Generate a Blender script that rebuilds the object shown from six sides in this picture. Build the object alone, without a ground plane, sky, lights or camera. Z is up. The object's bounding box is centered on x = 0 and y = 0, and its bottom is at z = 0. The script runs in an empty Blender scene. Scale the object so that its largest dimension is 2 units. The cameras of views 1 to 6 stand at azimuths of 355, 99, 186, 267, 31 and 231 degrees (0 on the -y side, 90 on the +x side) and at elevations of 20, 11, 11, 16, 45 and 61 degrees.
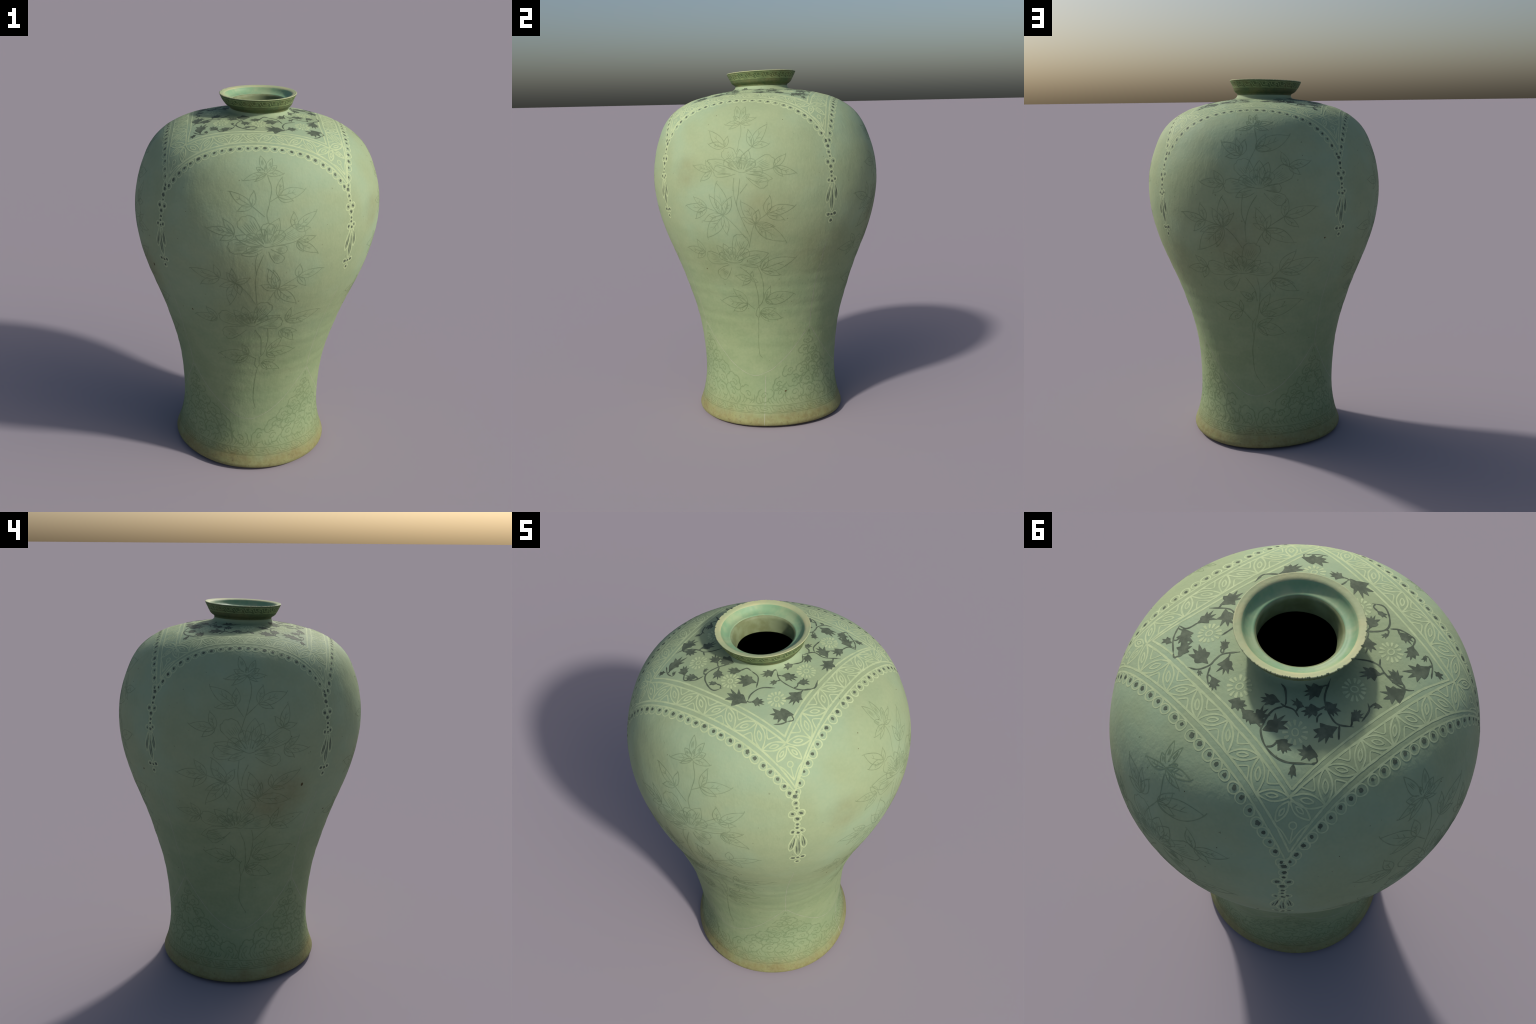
"""Celadon plum vase: a high-shouldered bottle with a cup mouth, a white and black
inlaid kerchief over the shoulder with bead edging and tassels, four incised peony
sprays on the sides, a cloud collar above the foot and key-fret bands."""
import math
import random

import bpy
import numpy as np

random.seed(7)
RNG = np.random.default_rng(7)
TAU = 2 * math.pi

# ------------------------------------------------------------------ shape of the vase
# Profile of the outside, foot to lip: (radius, height) in metres.
OUTER_PROFILE = [
    (0.396, 0.000), (0.408, 0.004), (0.4235, 0.014), (0.4280, 0.030), (0.4226, 0.050), (0.4085, 0.090),
    (0.3993, 0.130), (0.3911, 0.180), (0.3866, 0.240), (0.3868, 0.300), (0.3911, 0.380),
    (0.3998, 0.470), (0.4149, 0.570), (0.4382, 0.670), (0.4684, 0.770), (0.5010, 0.870),
    (0.5395, 0.970), (0.5791, 1.070), (0.6115, 1.170), (0.6342, 1.270), (0.6455, 1.370),
    (0.6420, 1.470), (0.6255, 1.560), (0.6030, 1.630), (0.5780, 1.690), (0.5463, 1.740),
    (0.5070, 1.780), (0.4637, 1.810), (0.4026, 1.840), (0.3500, 1.856), (0.2970, 1.870),
    (0.2350, 1.881), (0.1920, 1.887), (0.1660, 1.892), (0.1535, 1.900), (0.1490, 1.911),
    (0.1515, 1.919), (0.1620, 1.926), (0.1705, 1.934), (0.1760, 1.944), (0.1860, 1.964),
    (0.1962, 1.9840), (0.1978, 1.9885),
]
# Lip, cavetto of the mouth, ledge ring and throat, lip to throat.
INNER_PROFILE = [
    (0.1978, 1.9885), (0.1962, 1.9900), (0.1900, 1.9890), (0.1800, 1.9868), (0.1745, 1.9840), (0.1700, 1.9790),
    (0.1640, 1.9700), (0.1560, 1.9625), (0.1470, 1.9585), (0.1385, 1.9568), (0.1352, 1.9545),
    (0.1295, 1.9490), (0.1265, 1.9300), (0.1255, 1.9100), (0.1250, 1.8820),
]
# Wall of the hollow inside, from the lower edge of the throat to the floor.
HOLLOW_PROFILE = [
    (0.1250, 1.8820), (0.1270, 1.8740), (0.1400, 1.8660), (0.1900, 1.8600), (0.2900, 1.8450), (0.3900, 1.8100),
    (0.5150, 1.7250), (0.5850, 1.6000), (0.6080, 1.4000), (0.5850, 1.1800), (0.4900, 0.9500), (0.4050, 0.7000),
    (0.3600, 0.4500), (0.3450, 0.2500), (0.3300, 0.1200), (0.2600, 0.0600), (0.0800, 0.0450),
]
NECK_FOOT_HEIGHT = 1.889
LIP_START_HEIGHT = 1.911
FOOT_TOP_HEIGHT = 0.082

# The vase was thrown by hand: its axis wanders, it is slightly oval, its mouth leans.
WANDER_Z = [0.0, 0.3, 0.5, 0.7, 0.9, 1.2, 1.5, 1.88, 1.96, 2.0]
WANDER_X = [0.0046, -0.0013, -0.0051, -0.0056, -0.0042, -0.0018, 0.0011, -0.0010, -0.0154, -0.0154]
WANDER_Y = [0.0083, 0.0067, 0.0048, 0.0041, 0.0029, 0.0019, -0.0011, -0.0121, -0.0143, -0.0143]
# waves of 2, 3 and 4 lobes round the form: cosine and sine parts
LOBES = {
    2: ([-0.0013, -0.0034, -0.0059, -0.0076, -0.0057, -0.0023, 0.0001, 0.0, 0.0, 0.0],
        [-0.0019, -0.0001, 0.0004, 0.0002, 0.0004, 0.0011, 0.0014, 0.0, 0.0, 0.0]),
    3: ([-0.0031, 0.0007, 0.0010, -0.0002, -0.0017, -0.0022, 0.0003, -0.0005, 0.0000, 0.0000],
        [0.0007, -0.0019, -0.0030, -0.0032, -0.0018, -0.0002, -0.0003, 0.0010, 0.0000, 0.0000]),
    4: ([0.0010, -0.0015, -0.0035, -0.0037, -0.0023, -0.0001, 0.0011, 0.0008, 0.0, 0.0],
        [-0.0028, -0.0004, -0.0003, -0.0009, -0.0008, -0.0003, -0.0011, -0.0013, 0.0, 0.0]),
}
LEAN_Z = [0.0, 1.5, 1.88, 1.96, 2.0]
LEAN_X = [0.0, 0.0, 0.000, 0.0295, 0.0295]
LEAN_Y = [0.0, 0.0, 0.019, 0.0379, 0.0379]


def smooth_curve(points, step):
    """Cubic spline through (radius, height) points, sampled evenly by arc length."""
    p = np.array(points, float)
    t = np.concatenate([[0], np.cumsum(np.sqrt(np.hypot(*np.diff(p, axis=0).T)))])
    m = np.zeros_like(p)
    d = np.diff(p, axis=0) / np.diff(t)[:, None]
    h = np.diff(t)
    m[1:-1] = (d[:-1] * h[1:, None] + d[1:] * h[:-1, None]) / (h[1:] + h[:-1])[:, None]
    m[0], m[-1] = d[0], d[-1]
    u = np.linspace(0, t[-1], 6000)
    k = np.clip(np.searchsorted(t, u) - 1, 0, len(t) - 2)
    x = ((u - t[k]) / h[k])[:, None]
    hk = h[k][:, None]
    q = ((1 + 2 * x) * (1 - x) ** 2 * p[k] + x * (1 - x) ** 2 * hk * m[k]
         + x * x * (3 - 2 * x) * p[k + 1] + x * x * (x - 1) * hk * m[k + 1])
    s = np.concatenate([[0], np.cumsum(np.hypot(*np.diff(q, axis=0).T))])
    n = int(s[-1] / step) + 1
    v = np.linspace(0, s[-1], n)
    return np.stack([np.interp(v, s, q[:, 0]), np.interp(v, s, q[:, 1])], 1), v


OUTER, OUTER_S = smooth_curve(OUTER_PROFILE, 0.001)
CLOTH_START = float(np.interp(1.893, OUTER[:, 1], OUTER_S))      # arc length at the neck foot
CLOTH_RADIUS = float(np.interp(1.893, OUTER[:, 1], OUTER[:, 0]))


def place(theta, radius, height):
    """Bends the ideal turned form into the real one."""
    at = lambda table: np.interp(height, WANDER_Z, table)
    c, s = np.cos(theta), np.sin(theta)
    r = radius
    for k, (cosine, sine) in LOBES.items():
        r = r + at(cosine) * np.cos(k * theta) + at(sine) * np.sin(k * theta)
    # faint throwing rings on the waist
    window = np.clip((height - 0.3) / 0.25, 0, 1) * np.clip((1.15 - height) / 0.25, 0, 1)
    r = r + window * 0.0004 * (np.sin(height * 66 + 1.3 * np.sin(theta)) + 0.7 * np.sin(height * 103 + np.cos(theta + 1)))
    x, y = r * c + at(WANDER_X), r * s + at(WANDER_Y)
    z = height + np.interp(height, LEAN_Z, LEAN_X) * x + np.interp(height, LEAN_Z, LEAN_Y) * y
    return np.stack([x, y, z], -1)


def on_outside(theta, arc):
    return place(theta, np.interp(arc, OUTER_S, OUTER[:, 0]), np.interp(arc, OUTER_S, OUTER[:, 1]))


def point_and_normal(theta, arc):
    theta, arc = np.asarray(theta, float), np.asarray(arc, float)
    e = 1e-3
    p = on_outside(theta, arc)
    dt = on_outside(theta + e, arc) - on_outside(theta - e, arc)
    da = on_outside(theta, arc + e) - on_outside(theta, arc - e)
    n = np.cross(dt, da)
    return p, n / np.linalg.norm(n, axis=-1, keepdims=True)


# Charts: flat drawing boards that wrap onto the vase.
def cloth_chart(xy):
    """Kerchief laid over the shoulder: polar plane, arc length from the neck."""
    xy = np.asarray(xy, float)
    s = np.hypot(xy[:, 0], xy[:, 1])
    return point_and_normal(np.arctan2(xy[:, 1], xy[:, 0]), CLOTH_START - (s - CLOTH_RADIUS))


def wall_chart(centre_degrees):
    """Wall of the vase: x runs round it (at a mean radius of 0.55 m), y is the height."""
    def chart(xy):
        xy = np.asarray(xy, float)
        th = math.radians(centre_degrees) + xy[:, 0] / 0.55
        z = xy[:, 1]
        r = np.interp(z, OUTER[:, 1], OUTER[:, 0])
        z = z - np.interp(z, LEAN_Z, LEAN_Y) * r * np.sin(th) - np.interp(z, LEAN_Z, LEAN_X) * r * np.cos(th)
        return point_and_normal(th, np.interp(z, OUTER[:, 1], OUTER_S))
    return chart


def lathe_chart(xy):
    """x is the angle in radians, y the height on the ideal turned form."""
    xy = np.asarray(xy, float)
    return point_and_normal(xy[:, 0], np.interp(xy[:, 1], OUTER[:, 1], OUTER_S))


# ------------------------------------------------------------------ materials
def srgb(r, g, b):
    f = lambda c: c / 12.92 if c <= 0.04045 else ((c + 0.055) / 1.055) ** 2.4
    return (f(r / 255), f(g / 255), f(b / 255), 1)


class Nodes:
    def __init__(self, name):
        self.material = bpy.data.materials.new(name)
        self.material.use_nodes = True
        self.tree = self.material.node_tree
        self.bsdf = self.tree.nodes["Principled BSDF"]
        self.coord = self.tree.nodes.new("ShaderNodeTexCoord").outputs["Object"]

    def link(self, a, b):
        self.tree.links.new(a, b)

    def noise(self, scale, detail=4, rough=0.55, stretch=(1, 1, 1), shift=(0, 0, 0)):
        m = self.tree.nodes.new("ShaderNodeMapping")
        m.inputs["Scale"].default_value = stretch
        m.inputs["Location"].default_value = shift
        self.link(self.coord, m.inputs["Vector"])
        n = self.tree.nodes.new("ShaderNodeTexNoise")
        n.inputs["Scale"].default_value = scale
        n.inputs["Detail"].default_value = detail
        n.inputs["Roughness"].default_value = rough
        self.link(m.outputs[0], n.inputs["Vector"])
        return n.outputs["Fac"]

    def ramp(self, value, lo, hi, a=0.0, b=1.0):
        n = self.tree.nodes.new("ShaderNodeMapRange")
        n.interpolation_type = "SMOOTHSTEP"
        n.inputs["From Min"].default_value = lo
        n.inputs["From Max"].default_value = hi
        n.inputs["To Min"].default_value = a
        n.inputs["To Max"].default_value = b
        self.link(value, n.inputs["Value"])
        return n.outputs[0]

    def math(self, op, a, b):
        n = self.tree.nodes.new("ShaderNodeMath")
        n.operation = op
        for i, v in enumerate((a, b)):
            if isinstance(v, (int, float)):
                n.inputs[i].default_value = v
            else:
                self.link(v, n.inputs[i])
        return n.outputs[0]

    def mix(self, fac, a, b, blend="MIX"):
        n = self.tree.nodes.new("ShaderNodeMix")
        n.data_type = "RGBA"
        n.blend_type = blend
        for i, v in ((0, fac), (6, a), (7, b)):
            if isinstance(v, (int, float, tuple)):
                n.inputs[i].default_value = v
            else:
                self.link(v, n.inputs[i])
        return n.outputs[2]

    def near(self, centre, radii):
        """1 at a point of the vase, fading to 0 over an ellipsoid."""
        m = self.tree.nodes.new("ShaderNodeVectorMath")
        m.operation = "SUBTRACT"
        self.link(self.coord, m.inputs[0])
        m.inputs[1].default_value = centre
        d = self.tree.nodes.new("ShaderNodeVectorMath")
        d.operation = "DIVIDE"
        self.link(m.outputs[0], d.inputs[0])
        d.inputs[1].default_value = radii
        l = self.tree.nodes.new("ShaderNodeVectorMath")
        l.operation = "LENGTH"
        self.link(d.outputs[0], l.inputs[0])
        return self.ramp(l.outputs["Value"], 0.15, 1.0, 1.0, 0.0)

    def height(self):
        n = self.tree.nodes.new("ShaderNodeSeparateXYZ")
        self.link(self.coord, n.inputs[0])
        return n.outputs["Z"]

    def bump(self, value, distance, strength=1.0):
        n = self.tree.nodes.new("ShaderNodeBump")
        n.inputs["Distance"].default_value = distance
        n.inputs["Strength"].default_value = strength
        self.link(value, n.inputs["Height"])
        self.link(n.outputs[0], self.bsdf.inputs["Normal"])

    def finish(self, colour, roughness=0.6, specular=0.25):
        if isinstance(colour, tuple):
            self.bsdf.inputs["Base Color"].default_value = colour
        else:
            self.link(colour, self.bsdf.inputs["Base Color"])
        self.bsdf.inputs["Roughness"].default_value = roughness
        self.bsdf.inputs["Specular IOR Level"].default_value = specular
        return self.material


CELADON_BLUE = srgb(143, 165, 135)
CELADON_OLIVE = srgb(141, 157, 122)
CELADON_LEAF_SHADED = srgb(122, 141, 102)
BUFF = srgb(119, 110, 71)
STAIN = srgb(118, 112, 74)
WHITE_SLIP = srgb(178, 192, 150)
BLACK_SLIP = srgb(77, 87, 73)


def stain_spot(degrees, z, reach):
    r = float(np.interp(z, OUTER[:, 1], OUTER[:, 0]))
    a = math.radians(degrees)
    return (r * math.cos(a), r * math.sin(a), z), (reach, reach, reach)


STAINS = [(-164, 1.10, 0.22, 0.60), (84, 1.21, 0.22, 0.40), (-31, 1.47, 0.13, 0.35), (8, 1.25, 0.24, 0.30),
          (-92, 1.20, 0.24, 0.28), (40, 1.05, 0.25, 0.25), (-25, 0.95, 0.2, 0.15)]


def celadon(n):
    """Glaze colour: cool where it is thick, olive where thin, stained and speckled."""
    cool = n.ramp(n.noise(2.6, 3, 0.5, shift=(3, 1, 0)), 0.38, 0.66)
    colour = n.mix(cool, CELADON_OLIVE, CELADON_BLUE)
    # lower wall: leaf green, also darkened by some of the original's baked-in shade
    low = n.ramp(n.math("ADD", n.height(), n.math("MULTIPLY", n.noise(3.0, 2), 0.3)), 1.55, 0.75)
    colour = n.mix(n.math("MULTIPLY", low, 0.8), colour, CELADON_LEAF_SHADED)
    patch = n.ramp(n.noise(7.0, 5, 0.6, stretch=(1, 1, 1.7), shift=(0, 7, 2)), 0.35, 0.7)
    colour = n.mix(n.math("MULTIPLY", patch, 0.22), colour, srgb(160, 170, 132))
    for degrees, z, reach, amount in STAINS:
        centre, radii = stain_spot(degrees, z, reach)
        f = n.math("MULTIPLY", n.near(centre, radii), n.ramp(n.noise(9, 4), 0.2, 0.75, 0.35, 1))
        colour = n.mix(n.math("MULTIPLY", f, amount), colour, STAIN)
    # bare, buff-fired foot with an uneven glaze edge
    edge = n.math("ADD", n.height(), n.math("MULTIPLY", n.math("SUBTRACT", n.noise(5.5, 5, 0.6), 0.5), 0.16))
    foot = n.ramp(edge, 0.130, 0.025, 0.0, 0.85)
    haze = n.math("MULTIPLY", n.ramp(edge, 0.24, 0.06), 0.45)
    foot = n.math("MULTIPLY", n.math("ADD", foot, haze), n.ramp(n.noise(3.2, 4, 0.6, shift=(9, 2, 0)), 0.30, 0.60, 0.68, 1.0))
    foot = n.math("MINIMUM", foot, 1.0)
    buff = n.mix(n.ramp(n.noise(16, 5, 0.7), 0.35, 0.7), BUFF, srgb(128, 128, 84))
    buff = n.mix(n.ramp(n.noise(45, 3, 0.7), 0.58, 0.75), buff, srgb(100, 90, 58))
    colour = n.mix(n.math("MULTIPLY", foot, 0.9), colour, buff)
    bottom_edge_dark = n.ramp(n.math("ADD", n.height(), n.math("MULTIPLY", n.math("SUBTRACT", n.noise(30, 5, 0.7), 0.5), 0.03)), 0.016, 0.004)
    colour = n.mix(n.math("MULTIPLY", bottom_edge_dark, 0.8), colour, srgb(62, 50, 34))  # dark brown along the very bottom edge, broken up by noise
    # fine mottling and iron specks
    grain = n.ramp(n.noise(70, 4, 0.7), 0.3, 0.7)
    colour = n.mix(n.math("MULTIPLY", grain, 0.10), colour, srgb(178, 186, 150))
    pits = n.ramp(n.noise(55, 2, 0.5, shift=(5, 5, 5)), 0.745, 0.79)
    return n.mix(n.math("MULTIPLY", pits, 0.6), colour, srgb(88, 96, 66))


def glaze_material():
    n = Nodes("celadon_glaze")
    wave = n.math("ADD", n.noise(24, 3, 0.6, stretch=(1, 1, 0.55)), n.math("MULTIPLY", n.noise(90, 2), 0.25))
    n.bump(wave, 0.0035, 0.55)
    return n.finish(celadon(n), 0.68, 0.12)


def rim_material():
    n = Nodes("shaded_olive_rim_glaze")
    olive = n.mix(n.ramp(n.noise(14, 4), 0.35, 0.65), srgb(82, 100, 68), srgb(102, 108, 72))  # olive glaze, made darker with some baked shade painted into the colour
    worn = n.ramp(n.noise(26, 4, 0.7), 0.55, 0.75)
    olive = n.mix(n.math("MULTIPLY", worn, 0.45), olive, srgb(120, 104, 68))
    speckle = n.ramp(n.noise(120, 3, 0.7), 0.52, 0.70)
    olive = n.mix(n.math("MULTIPLY", speckle, 0.5), olive, srgb(60, 74, 48))
    n.bump(n.noise(60, 3), 0.003, 0.6)
    return n.finish(olive, 0.65, 0.15)


def lip_material():
    n = Nodes("pale_lip_glaze")
    pale = n.mix(n.ramp(n.noise(12, 4), 0.35, 0.65), srgb(160, 172, 132), srgb(174, 176, 134))
    n.bump(n.noise(60, 3), 0.002, 0.5)
    return n.finish(pale, 0.6, 0.2)


def pooled_material():
    n = Nodes("pooled_mouth_glaze")
    run = n.ramp(n.noise(16, 4, 0.6, stretch=(1, 1, 0.3)), 0.35, 0.68)
    green = n.mix(run, srgb(122, 156, 120), srgb(148, 166, 128))
    return n.finish(green, 0.5, 0.25)


def throat_material():
    n = Nodes("throat_glaze")
    c = n.mix(n.ramp(n.noise(14, 4), 0.35, 0.65), srgb(126, 138, 104), srgb(108, 116, 80))
    return n.finish(c, 0.55, 0.25)


def cut_material(name, tint):
    """Glaze that pooled in a cut line: the glaze of the place, deeper in tone."""
    n = Nodes(name)
    depth = n.mix(n.ramp(n.noise(20, 4, 0.65), 0.3, 0.7), tint, (0.80, 0.82, 0.80, 1))
    return n.finish(n.mix(1.0, celadon(n), depth, "MULTIPLY"), 0.68, 0.12)


def worn_slip_material(name, colour, other):
    """Slip under glaze, thin and worn in places so that the green shows through."""
    n = Nodes(name)
    slip = n.mix(n.ramp(n.noise(22, 4, 0.65), 0.35, 0.7), colour, other)
    wear = n.ramp(n.noise(38, 4, 0.7, shift=(2, 0, 4)), 0.28, 0.60, 0.55, 0.98)
    return n.finish(n.mix(wear, celadon(n), slip), 0.68, 0.12)


def slip_material(name, colour, other, scale):
    n = Nodes(name)
    c = n.mix(n.ramp(n.noise(scale, 4, 0.65), 0.35, 0.7), colour, other)
    return n.finish(c, 0.68, 0.12)


GLAZE = glaze_material()
RIM = rim_material()
LIP = lip_material()
POOL = pooled_material()
THROAT = throat_material()
DARK = Nodes("unlit_inside").finish(srgb(24, 27, 18), 0.9, 0.0)  # near-black colour stands in for the lack of light inside
BASE = slip_material("bare_base_clay", srgb(120, 100, 72), srgb(96, 80, 58), 20)
WHITE = worn_slip_material("white_slip_inlay", WHITE_SLIP, srgb(168, 184, 142))
BLACK = slip_material("black_slip_inlay", BLACK_SLIP, srgb(97, 108, 90), 30)
INCISED = cut_material("incised_line_glaze", (0.64, 0.67, 0.64, 1))
CARVED = cut_material("carved_line_glaze", (0.74, 0.78, 0.74, 1))
FAINT = slip_material("rim_fret_slip", srgb(140, 158, 110), srgb(120, 140, 94), 20)
SEAM = slip_material("scan_seam_line", srgb(160, 160, 146), srgb(146, 154, 128), 30)  # pale lines copied from seams in the scan's texture
SPECK = slip_material("iron_speck", srgb(72, 62, 40), srgb(90, 84, 54), 30)

# ------------------------------------------------------------------ scene tree
VASE = bpy.data.objects.new("celadon_vase", None)
VASE.empty_display_size = 0.3
VASE["label"] = "tall green celadon vase with inlaid shoulder and incised peonies"
VASE["category"] = "vase"
bpy.context.scene.collection.objects.link(VASE)


def add_mesh(name, verts, faces, normals, material, parent=VASE, stuff=False):
    mesh = bpy.data.meshes.new(name)
    mesh.from_pydata(np.asarray(verts).tolist(), [], faces)
    mesh.polygons.foreach_set("use_smooth", [True] * len(mesh.polygons))
    mesh.materials.append(material)
    mesh.update()
    if normals is not None:
        mesh.normals_split_custom_set_from_vertices(np.asarray(normals).tolist())
    obj = bpy.data.objects.new(name, mesh)
    obj.parent = parent
    if stuff:
        obj["kind"] = "stuff"
    bpy.context.scene.collection.objects.link(obj)
    return obj


# ------------------------------------------------------------------ the turned body
SEGMENTS = 640


def chip_noise(theta, seed):
    r = np.random.default_rng(seed)
    out = np.zeros_like(theta)
    for k in (23, 41, 67, 110, 173):
        out += np.sin(k * theta + r.uniform(0, TAU)) * r.uniform(0.6, 1.0)
    return out / 2.2


def turned_rings():
    """Rings of the whole form from the base edge over the lip down into the throat."""
    keep, last = [0], 0
    for i in range(1, len(OUTER)):
        z = OUTER[i, 1]
        gap = 5 if 0.06 < z < 1.86 else 2
        if i - last >= gap or i == len(OUTER) - 1:
            keep.append(i)
            last = i
    inner, _ = smooth_curve(INNER_PROFILE, 0.0016)
    hollow, _ = smooth_curve(HOLLOW_PROFILE, 0.02)
    return np.vstack([OUTER[keep], inner[1:], hollow[1:]]), len(keep), len(keep) + len(inner) - 2


RZ, LIP_RING, HOLLOW_RING = turned_rings()
THETA = np.arange(SEGMENTS) * TAU / SEGMENTS
GRID = np.stack([place(THETA, np.full(SEGMENTS, r), np.full(SEGMENTS, z)) for r, z in RZ])
# uneven foot edge and the chipped lip
foot = np.clip(1 - RZ[:, 1] / 0.03, 0, 1)
foot[LIP_RING:] = 0
uneven = (np.sin(2 * THETA + 0.6) + 0.6 * np.sin(3 * THETA + 2.0) + 0.35 * np.sin(7 * THETA + 1.0)) * 0.5
GRID[..., 2] += foot[:, None] * np.clip(0.0022 + 0.0025 * uneven, 0, None)[None]
edge = np.exp(-((RZ[:, 0] - 0.1978) / 0.0045) ** 2 - ((RZ[:, 1] - 1.9890) / 0.0035) ** 2)
chipped = np.clip(1.25 - np.abs(np.angle(np.exp(1j * (THETA - math.radians(160))))) / math.radians(75), 0, 1)
chips = np.clip(chip_noise(THETA, 3) - 0.15, 0, 1.2) * (0.08 + 0.92 * chipped)
inward = np.stack([-np.cos(THETA), -np.sin(THETA), np.full(SEGMENTS, -0.35)], -1)
GRID += edge[:, None, None] * (chips * 0.0075)[None, :, None] * inward[None]

d_theta = np.roll(GRID, -1, axis=1) - np.roll(GRID, 1, axis=1)
d_ring = np.gradient(GRID, axis=0)
NORMALS = np.cross(d_theta, d_ring)
NORMALS /= np.linalg.norm(NORMALS, axis=2, keepdims=True)


def ring_part(name, first, last, material, lid=None):
    """The rings first..last as one part; neighbours share their border vertices."""
    rows = last - first + 1
    v = GRID[first:last + 1].reshape(-1, 3)
    n = NORMALS[first:last + 1].reshape(-1, 3)
    j = np.arange(SEGMENTS)
    k = (j + 1) % SEGMENTS
    faces = []
    for i in range(rows - 1):
        a = i * SEGMENTS
        faces += np.stack([a + j, a + k, a + SEGMENTS + k, a + SEGMENTS + j], 1).tolist()
    return add_mesh(name, v, faces, n, material)


def ring_at(height):
    return int(np.argmin(np.abs(RZ[:LIP_RING, 1] - height)))


def inner_ring_at(radius):
    return LIP_RING + int(np.argmin(np.abs(RZ[LIP_RING:HOLLOW_RING, 0] - radius)))


FOOT_RING, SHOULDER_RING = ring_at(FOOT_TOP_HEIGHT), ring_at(1.56)
NECK_RING, RIM_RING = ring_at(NECK_FOOT_HEIGHT), ring_at(LIP_START_HEIGHT)
EDGE_RING = ring_at(1.9862)
CUP_RING, THROAT_RING = inner_ring_at(0.1725), LIP_RING + int(np.argmin(np.abs(RZ[LIP_RING:HOLLOW_RING, 1] - 1.9552)))
ring_part("foot", 0, FOOT_RING, GLAZE)
ring_part("body", FOOT_RING, SHOULDER_RING, GLAZE)
ring_part("shoulder", SHOULDER_RING, NECK_RING, GLAZE)
ring_part("neck", NECK_RING, RIM_RING, GLAZE)
MOUTH = ring_part("mouth_rim", RIM_RING, EDGE_RING, RIM)
ring_part("lip", EDGE_RING, CUP_RING, LIP)
ring_part("mouth_cup", CUP_RING, THROAT_RING, POOL)
ring_part("throat", THROAT_RING, HOLLOW_RING, THROAT)
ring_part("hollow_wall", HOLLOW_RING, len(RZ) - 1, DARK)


def disc(name, ring, material, dip, up):
    """Closes a ring with a shallow dish."""
    rings = 8
    centre = ring.mean(0)
    v, faces = [], []
    for i in range(rings):
        f = 1 - i / rings
        p = centre + (ring - centre) * f
        p[:, 2] += dip * (1 - f * f)
        v.append(p)
    v = np.vstack(v + [(centre + [0, 0, dip])[None]])
    j = np.arange(SEGMENTS)
    k = (j + 1) % SEGMENTS
    for i in range(rings - 1):
        a = i * SEGMENTS
        quad = np.stack([a + j, a + k, a + SEGMENTS + k, a + SEGMENTS + j], 1)
        faces += (quad if up else quad[:, ::-1]).tolist()
    a, last = (rings - 1) * SEGMENTS, len(v) - 1
    tri = np.stack([a + j, a + k, np.full(SEGMENTS, last)], 1)
    faces += (tri if up else tri[:, ::-1]).tolist()
    return add_mesh(name, v, faces, None, material)


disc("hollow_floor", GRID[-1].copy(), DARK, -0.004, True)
disc("base", GRID[0].copy(), BASE, 0.012, False)

# ------------------------------------------------------------------ strokes and filled inlays
INLAY_HEIGHT = 0.0006


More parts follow.
